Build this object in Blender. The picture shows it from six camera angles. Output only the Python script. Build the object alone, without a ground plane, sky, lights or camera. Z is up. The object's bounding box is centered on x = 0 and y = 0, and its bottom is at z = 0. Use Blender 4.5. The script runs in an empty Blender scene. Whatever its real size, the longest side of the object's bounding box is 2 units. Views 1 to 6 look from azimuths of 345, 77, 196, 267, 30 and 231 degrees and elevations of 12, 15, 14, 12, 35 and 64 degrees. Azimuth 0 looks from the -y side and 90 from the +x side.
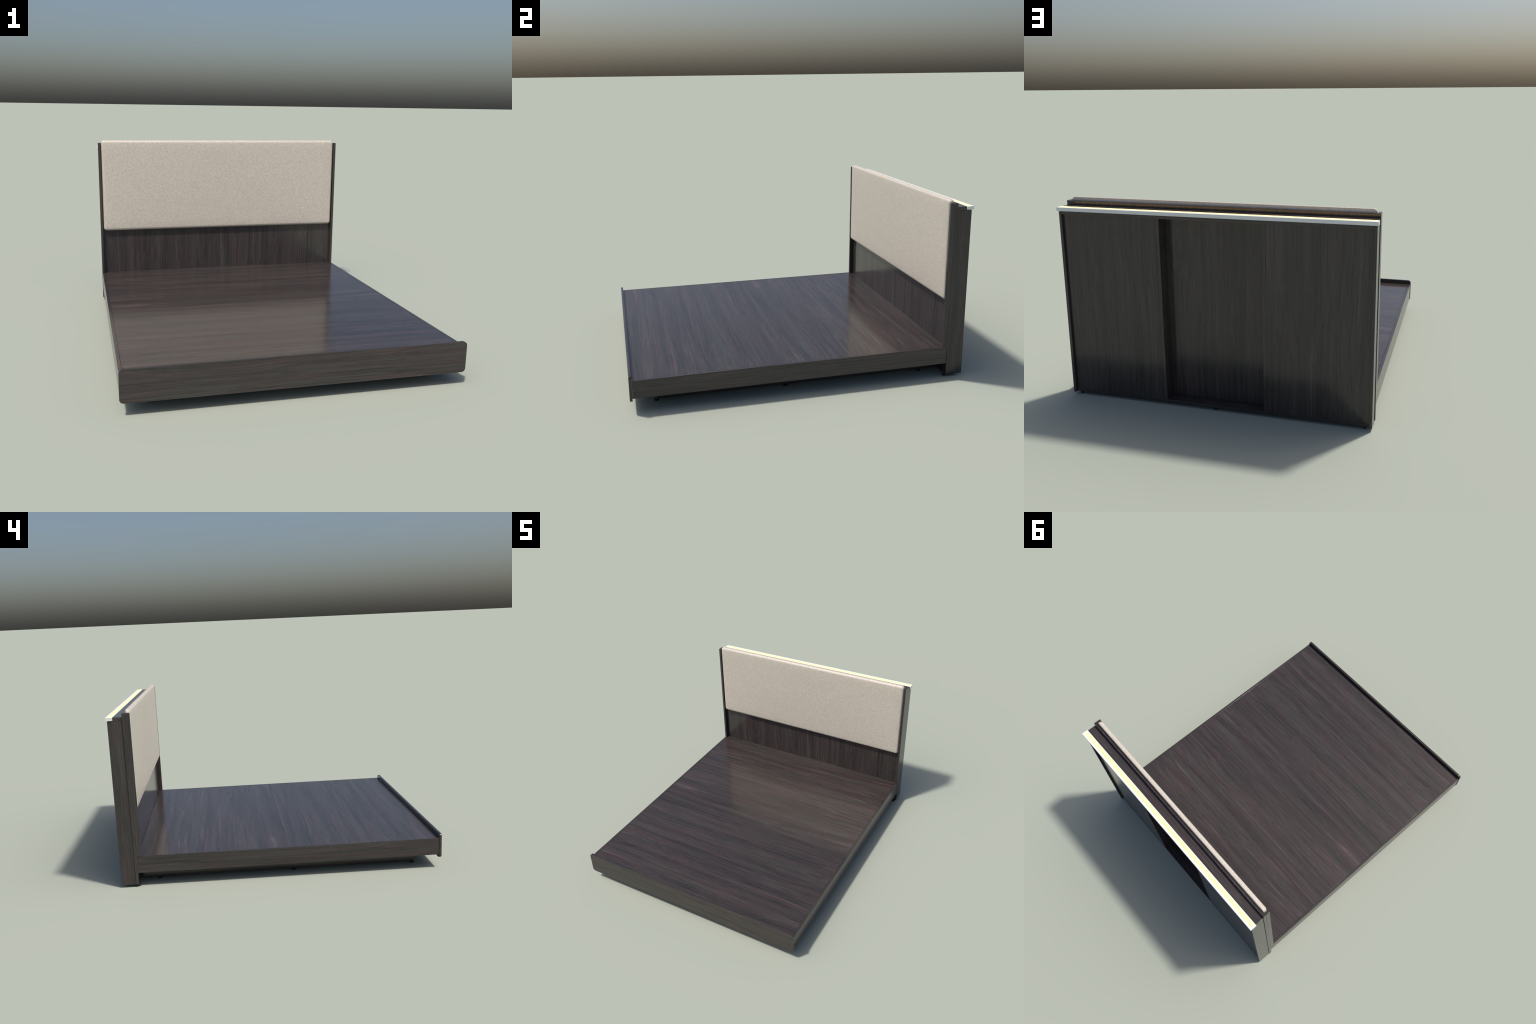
"""Low platform bed: glossy dark wood deck, upholstered headboard, slim storage
cabinet behind the headboard with a white light strip along its top edge."""
import bpy, bmesh, math
from mathutils import Vector

# ------------------------------------------------------------------ sizes (m)
BOARD = 0.0155                      # thickness of the wood boards
FOOT_Y0, FOOT_Y1 = -1.0, -0.9845    # foot board (front of the bed)
FOOT_Z0, FOOT_Z1, FOOT_HALF = 0.065, 0.2215, 0.833
RAIL_HALF, RAIL_Z0, RAIL_Z1, RAIL_END = 0.8304, 0.0868, 0.1940, 0.8838
DECK_SEAM = -0.045
STILE_HALF, STILE_Y0, STILE_Y1 = 0.8322, 0.8565, 0.9028
STILE_Z0, STILE_Z1 = 0.0135, 1.0718
PANEL_Y0 = 0.8842
CAB_HALF, CAB_Y0, CAB_Y1, CAB_Z0 = 0.8292, 0.9041, 0.9900, 0.0125
SHELF_Z0, SHELF_Z1 = 1.0282, 1.0492
LED_HALF, LED_Y0, LED_Y1, LED_Z0, LED_Z1 = 0.8348, 0.9577, 1.0, 1.0310, 1.0500
DIV_IN, DIV_OUT = 0.2702, 0.2880
BACK_Y = 0.9772                     # rear face of the recessed cabinet panels


# ------------------------------------------------------------------ materials
def node(nt, kind, **props):
    n = nt.nodes.new(kind)
    for k, v in props.items():
        setattr(n, k, v)
    return n


def math_node(nt, op, a, b=None, clamp=False):
    n = node(nt, 'ShaderNodeMath', operation=op, use_clamp=clamp)
    for i, s in enumerate((a, b)):
        if s is None:
            continue
        if isinstance(s, (int, float)):
            n.inputs[i].default_value = s
        else:
            nt.links.new(s, n.inputs[i])
    return n.outputs[0]


def ramp(nt, fac, lo, hi, a=0.0, b=1.0):
    n = node(nt, 'ShaderNodeMapRange', interpolation_type='SMOOTHSTEP')
    nt.links.new(fac, n.inputs['Value'])
    for key, v in (('From Min', lo), ('From Max', hi), ('To Min', a), ('To Max', b)):
        n.inputs[key].default_value = v
    return n.outputs[0]


def mix_rgb(nt, fac, a, b, blend='MIX'):
    n = node(nt, 'ShaderNodeMix', data_type='RGBA', blend_type=blend)
    for sock, s in ((n.inputs[0], fac), (n.inputs[6], a), (n.inputs[7], b)):
        if isinstance(s, (int, float)):
            sock.default_value = s
        elif isinstance(s, tuple):
            sock.default_value = (*s, 1.0)
        else:
            nt.links.new(s, sock)
    return n.outputs[2]


def noise(nt, vec, scale, detail=2.0, rough=0.5, distort=0.0):
    n = node(nt, 'ShaderNodeTexNoise')
    nt.links.new(vec, n.inputs['Vector'])
    n.inputs['Scale'].default_value = scale
    n.inputs['Detail'].default_value = detail
    n.inputs['Roughness'].default_value = rough
    n.inputs['Distortion'].default_value = distort
    return n.outputs['Fac']


def new_material(name):
    m = bpy.data.materials.new(name)
    m.use_nodes = True
    return m, m.node_tree, m.node_tree.nodes['Principled BSDF']


REDDISH, GREYISH = (0.0470, 0.0335, 0.0332), (0.0372, 0.0342, 0.0312)


def veneer(name, axis, offset, hue=0.0, gain=1.0):
    """Dark walnut veneer; the grain runs along one object axis."""
    m, nt, bsdf = new_material(name)
    coord = node(nt, 'ShaderNodeTexCoord')
    sep = node(nt, 'ShaderNodeSeparateXYZ')
    nt.links.new(coord.outputs['Object'], sep.inputs[0])
    # slow sideways drift gives the arched (cathedral) figure
    drift_map = node(nt, 'ShaderNodeMapping')
    s = [4.0, 4.0, 4.0]
    s[axis] = 1.1
    drift_map.inputs['Scale'].default_value = s
    drift_map.inputs['Location'].default_value = offset
    nt.links.new(coord.outputs['Object'], drift_map.inputs[0])
    drift = math_node(nt, 'SUBTRACT', noise(nt, drift_map.outputs[0], 1.0, 2.0, 0.45), 0.5)
    drift = math_node(nt, 'MULTIPLY', drift, 0.080)
    comb = node(nt, 'ShaderNodeCombineXYZ')
    for i in range(3):
        src = sep.outputs[i] if i == axis else math_node(nt, 'ADD', sep.outputs[i], drift)
        nt.links.new(src, comb.inputs[i])

    def streak(along, across, seed, detail=2.0, rough=0.5):
        mp = node(nt, 'ShaderNodeMapping')
        sc = [across] * 3
        sc[axis] = along
        mp.inputs['Scale'].default_value = sc
        mp.inputs['Location'].default_value = tuple(o * 3.1 + seed for o in offset)
        nt.links.new(comb.outputs[0], mp.inputs[0])
        return noise(nt, mp.outputs[0], 1.0, detail, rough)

    tone = ramp(nt, math_node(nt, 'ADD', streak(1.8, 62, 3.7, 3.0, 0.55), hue), 0.38, 0.62)
    col = mix_rgb(nt, tone, GREYISH, REDDISH)
    # broad light and dark bands, narrow streaks, fine fibre
    band = ramp(nt, streak(0.7, 17, 11.3, 2.0), 0.28, 0.74, 0.82, 1.20)
    line = ramp(nt, streak(1.2, 125, 5.9, 3.0, 0.6), 0.27, 0.72, 0.72, 1.27)
    fibre = ramp(nt, streak(8, 480, 8.8, 2.0), 0.28, 0.72, 0.80, 1.18)
    value = math_node(nt, 'MULTIPLY', math_node(nt, 'MULTIPLY', band, line), fibre)
    # dark veins and scattered short black pores
    vein = ramp(nt, streak(0.7, 80, 21.4, 3.0, 0.6), 0.30, 0.40, 0.74, 1.0)
    gleam = ramp(nt, streak(0.40, 48, 31.7, 2.0), 0.61, 0.72, 1.0, 1.42)
    pore = ramp(nt, streak(45, 300, 2.2, 1.0), 0.22, 0.29, 0.45, 1.0)
    value = math_node(nt, 'MULTIPLY', math_node(nt, 'MULTIPLY', math_node(nt, 'MULTIPLY', value, gleam), vein), pore)
    value = math_node(nt, 'MULTIPLY', value, 1.06 * gain)
    grey = node(nt, 'ShaderNodeCombineColor')
    for i in range(3):
        nt.links.new(value, grey.inputs[i])
    nt.links.new(mix_rgb(nt, 1.0, col, grey.outputs[0], 'MULTIPLY'), bsdf.inputs['Base Color'])
    bsdf.inputs['Roughness'].default_value = 0.17
    bsdf.inputs['IOR'].default_value = 1.5
    return m


def fabric_material():
    m, nt, bsdf = new_material('woven_cream_fabric')
    coord = node(nt, 'ShaderNodeTexCoord')
    mottled = noise(nt, coord.outputs['Object'], 115, 3.0, 0.6)
    fine = noise(nt, coord.outputs['Object'], 620, 2.0, 0.6)
    cloud = noise(nt, coord.outputs['Object'], 9, 2.0, 0.5)
    v = math_node(nt, 'ADD', math_node(nt, 'MULTIPLY', mottled, 0.62), math_node(nt, 'MULTIPLY', fine, 0.38))
    v = math_node(nt, 'ADD', v, math_node(nt, 'MULTIPLY', math_node(nt, 'SUBTRACT', cloud, 0.5), 0.03))
    c = mix_rgb(nt, ramp(nt, v, 0.36, 0.64), (0.488, 0.434, 0.372), (0.622, 0.567, 0.493))
    nt.links.new(c, bsdf.inputs['Base Color'])
    bsdf.inputs['Roughness'].default_value = 0.42
    bump = node(nt, 'ShaderNodeBump')
    bump.inputs['Strength'].default_value = 0.6
    bump.inputs['Distance'].default_value = 0.0012
    nt.links.new(v, bump.inputs['Height'])
    nt.links.new(bump.outputs[0], bsdf.inputs['Normal'])
    return m


def plain_material(name, colour, rough, grain=0.04):
    m, nt, bsdf = new_material(name)
    coord = node(nt, 'ShaderNodeTexCoord')
    n = noise(nt, coord.outputs['Object'], 120, 2.0)
    lo = tuple(c * (1 - grain) for c in colour)
    hi = tuple(min(1.0, c * (1 + grain)) for c in colour)
    nt.links.new(mix_rgb(nt, n, lo, hi), bsdf.inputs['Base Color'])
    bsdf.inputs['Roughness'].default_value = rough
    return m


X, Y, Z = 0, 1, 2
wood_deck = veneer('walnut_veneer_deck', X, (0.3, 1.7, 0.2))
wood_foot = veneer('walnut_veneer_foot_board', X, (4.1, 0.4, 2.6), hue=-0.03)
wood_rail = veneer('walnut_veneer_rail', Y, (2.2, 5.3, 0.9))
wood_head = veneer('walnut_veneer_headboard', Z, (7.4, 0.6, 3.3))
wood_post = veneer('walnut_veneer_post', Z, (1.9, 8.2, 5.1), hue=-0.02)
wood_door = veneer('walnut_veneer_cabinet', Z, (9.6, 2.3, 1.4), hue=-0.03)
wood_shelf = veneer('walnut_veneer_shelf', X, (5.8, 6.6, 7.7), hue=0.02)
fabric = fabric_material()
white_metal = plain_material('white_lacquered_channel', (0.80, 0.80, 0.79), 0.45, 0.02)
warm_acrylic = plain_material('warm_lit_diffuser', (0.30, 0.26, 0.12), 0.5, 0.02)
# the strip is a lit lamp: warm light from the diffuser
_lamp = warm_acrylic.node_tree.nodes['Principled BSDF']
_lamp.inputs['Emission Color'].default_value = (1.0, 0.56, 0.14, 1.0)
_lamp.inputs['Emission Strength'].default_value = 3.0
black_plastic = plain_material('black_plastic', (0.012, 0.012, 0.013), 0.5)


# ------------------------------------------------------------------ geometry
bed = bpy.data.objects.new('platform_bed', None)
bed.empty_display_size = 0.3
bpy.context.scene.collection.objects.link(bed)
bed['label'] = 'low dark walnut platform bed with cream padded headboard'
bed['category'] = 'bed'


def finish(bm, name, material, parent=bed, bevel=0.0, segments=2, smooth_angle=20):
    if bevel:
        bmesh.ops.bevel(bm, geom=bm.edges[:], offset=bevel, segments=segments,
                        profile=0.5, affect='EDGES', clamp_overlap=True)
    bmesh.ops.recalc_face_normals(bm, faces=bm.faces[:])
    me = bpy.data.meshes.new(name)
    bm.to_mesh(me)
    bm.free()
    me.materials.append(material)
    me.shade_smooth()
    me.set_sharp_from_angle(angle=math.radians(smooth_angle))
    ob = bpy.data.objects.new(name, me)
    bpy.context.scene.collection.objects.link(ob)
    ob.parent = parent
    return ob


def box(name, x, y, z, material, bevel=0.0012, parent=bed):
    bm = bmesh.new()
    bmesh.ops.create_cube(bm, size=1.0)
    for v in bm.verts:
        v.co = Vector(((x[0] + x[1]) / 2 + v.co.x * (x[1] - x[0]),
                       (y[0] + y[1]) / 2 + v.co.y * (y[1] - y[0]),
                       (z[0] + z[1]) / 2 + v.co.z * (z[1] - z[0])))
    return finish(bm, name, material, parent, bevel)


def extrude_outline(bm, outline, vec):
    face = bm.faces.new([bm.verts.new(p) for p in outline])
    ext = bmesh.ops.extrude_face_region(bm, geom=[face])
    bmesh.ops.translate(bm, verts=[g for g in ext['geom'] if isinstance(g, bmesh.types.BMVert)], vec=vec)


def rounded_rect(hx, z0, z1, r, steps):
    pts = []
    for cx, cz, a0 in ((hx - r, z1 - r, 0), (-hx + r, z1 - r, 90), (-hx + r, z0 + r, 180), (hx - r, z0 + r, 270)):
        for i in range(steps + 1):
            a = math.radians(a0 + 90 * i / steps)
            pts.append((cx + r * math.cos(a), cz + r * math.sin(a)))
    return pts


def both_sides(x0, x1):
    return ((x0, x1), (-x1, -x0))


# --- foot board with rounded corners
bm = bmesh.new()
extrude_outline(bm, [(x, FOOT_Y0, z) for x, z in rounded_rect(FOOT_HALF, FOOT_Z0, FOOT_Z1, 0.020, 6)],
                (0, FOOT_Y1 - FOOT_Y0, 0))
finish(bm, 'foot_board', wood_foot, bevel=0.0012)

# --- side rails and the two deck boards between them
for sx in both_sides(RAIL_HALF - BOARD, RAIL_HALF):
    box('side_rail', sx, (FOOT_Y1 + 0.0004, RAIL_END), (RAIL_Z0, RAIL_Z1), wood_rail, 0.0011)
deck_half = RAIL_HALF - BOARD - 0.0006
for dy in ((FOOT_Y1 + 0.0006, DECK_SEAM - 0.0004), (DECK_SEAM + 0.0004, PANEL_Y0 - 0.0008)):
    box('deck_board', (-deck_half, deck_half), dy, (RAIL_Z1 - 0.018, RAIL_Z1 - 0.0002), wood_deck, 0.0006)

# --- supporting frame under the deck, set back from the edges
SK_HALF, SK_Y0, SK_Z0 = 0.712, -0.857, 0.0130
for sx in both_sides(SK_HALF - BOARD, SK_HALF):
    box('support_beam', sx, (SK_Y0, PANEL_Y0 - 0.002), (SK_Z0, RAIL_Z1 - 0.0185), wood_rail)
box('support_beam', (-BOARD / 2, BOARD / 2), (SK_Y0 + BOARD + 0.001, 0.76), (SK_Z0, RAIL_Z1 - 0.0185), wood_rail)
for y in (SK_Y0, 0.765):
    for sx in both_sides(BOARD / 2 + 0.001, SK_HALF - BOARD - 0.001):
        box('cross_beam', sx, (y, y + BOARD), (SK_Z0, RAIL_Z1 - 0.0185), wood_foot)

# --- round levelling feet
foot_mesh = None


def foot(x, y, top, radius=0.0135):
    global foot_mesh
    if foot_mesh is None:
        bm = bmesh.new()
        prof = [(0.0, 0.0), (0.86, 0.0), (1.0, 0.15), (1.0, 0.52), (0.55, 0.62), (0.42, 1.0), (0.0, 1.0)]
        ring = [bm.verts.new((r * 0.0135, 0, z * 0.0135)) for r, z in prof]
        edges = [bm.edges.new((a, b)) for a, b in zip(ring, ring[1:])]
        bmesh.ops.spin(bm, geom=ring + edges, cent=(0, 0, 0), axis=(0, 0, 1), angle=2 * math.pi, steps=24)
        bmesh.ops.remove_doubles(bm, verts=bm.verts[:], dist=1e-5)
        first = finish(bm, 'foot', black_plastic)
        foot_mesh = first.data
        ob = first
    else:
        ob = bpy.data.objects.new('foot', foot_mesh)
        bpy.context.scene.collection.objects.link(ob)
        ob.parent = bed
    ob.location = (x, y, 0)
    ob.scale = (radius / 0.0135, radius / 0.0135, top / 0.0135)


for x in (-0.703, 0.0, 0.703):
    for y in (-0.850, -0.088, 0.765):
        foot(x, y, SK_Z0 + 0.0005)
for x in (-0.806, 0.806):
    foot(x, 0.8865, STILE_Z0 + 0.0005)
for x in (-0.790, -0.002, 0.790):
    foot(x, 0.9665, 0.0150, 0.0075)

# --- headboard: one full-width board
box('headboard_panel', (-STILE_HALF, STILE_HALF), (PANEL_Y0, STILE_Y1), (STILE_Z0, STILE_Z1), wood_head, 0.0010)
# a stile on each side frames the cushion; it stands on the side rail
for sx in both_sides(STILE_HALF - BOARD, STILE_HALF):
    box('headboard_stile', sx, (STILE_Y0, PANEL_Y0), (RAIL_Z1 + 0.0004, STILE_Z1), wood_post, 0.0008)


# --- upholstered cushion: rounded front edge, rounded corners, slightly crowned
def cushion():
    hx, z0, z1 = 0.8134, 0.4855, 1.0896
    back, front, r = PANEL_Y0 - 0.0006, 0.8560, 0.0185
    bm = bmesh.new()
    rings = []
    corner, steps = 0.021, 8
    levels = [(0.0022, back), (0.0, back - 0.003)]          # (inset, y)
    for i in range(8):
        a = math.radians(90 * i / 7)
        levels.append((r * (1 - math.cos(a)), front + r - r * math.sin(a)))
    for k in range(1, 7):                                    # crown of the padded face
        t = k / 6
        levels.append((r + t * 0.05, front - 0.0016 * math.sin(t * math.pi / 2)))
    for inset, y in levels:
        cr = max(0.004, corner - min(inset, 0.012))
        pts = rounded_rect(hx - inset, z0 + inset, z1 - inset, cr, steps)
        rings.append([bm.verts.new((x, y, z)) for x, z in pts])
    for a, b in zip(rings, rings[1:]):
        n = len(a)
        for i in range(n):
            bm.faces.new((a[i], a[(i + 1) % n], b[(i + 1) % n], b[i]))
    bm.faces.new(rings[0])
    bm.faces.new(rings[-1])
    return finish(bm, 'cushion', fabric, smooth_angle=60)


cushion()

# --- storage cabinet behind the headboard
for sx in both_sides(CAB_HALF - BOARD, CAB_HALF):
    box('cabinet_side', sx, (CAB_Y0, CAB_Y1), (CAB_Z0, SHELF_Z0 - 0.0006), wood_post, 0.0010)
in_half = CAB_HALF - BOARD - 0.0004
box('cabinet_shelf', (-CAB_HALF, CAB_HALF), (STILE_Y1 + 0.0008, LED_Y0 + 0.012), (SHELF_Z0, SHELF_Z1), wood_shelf, 0.0008)
box('cabinet_top_rail', (-in_half, in_half), (CAB_Y0, CAB_Y1 - 0.0006), (1.0125, SHELF_Z0 - 0.0004), wood_shelf, 0.0008)
box('cabinet_bottom_rail', (-in_half, in_half), (CAB_Y0, BACK_Y + 0.0010), (0.0145, 0.0288), wood_shelf, 0.0008)
for sx in both_sides(DIV_IN, DIV_OUT):
    box('cabinet_divider', sx, (CAB_Y0 + 0.001, BACK_Y + 0.0004), (0.0292, 1.0121), wood_door, 0.0008)
for sx in both_sides(DIV_OUT + 0.0004, in_half - 0.0004):
    box('cabinet_panel', sx, (BACK_Y - BOARD, BACK_Y), (0.0292, 1.0121), wood_door, 0.0006)

# --- light strip on the rear top edge: white channel with a warm diffuser inlay
strip = box('light_strip', (-LED_HALF, LED_HALF), (LED_Y0 + 0.0005, LED_Y1), (LED_Z0, LED_Z1), white_metal, 0.0007)


diffuser = box('light_diffuser', (-0.8262, 0.8262), (0.9632, 0.9870), (LED_Z1 - 0.004, LED_Z1 + 0.0004), warm_acrylic, 0.0003, strip)
bpy.context.view_layer.update()
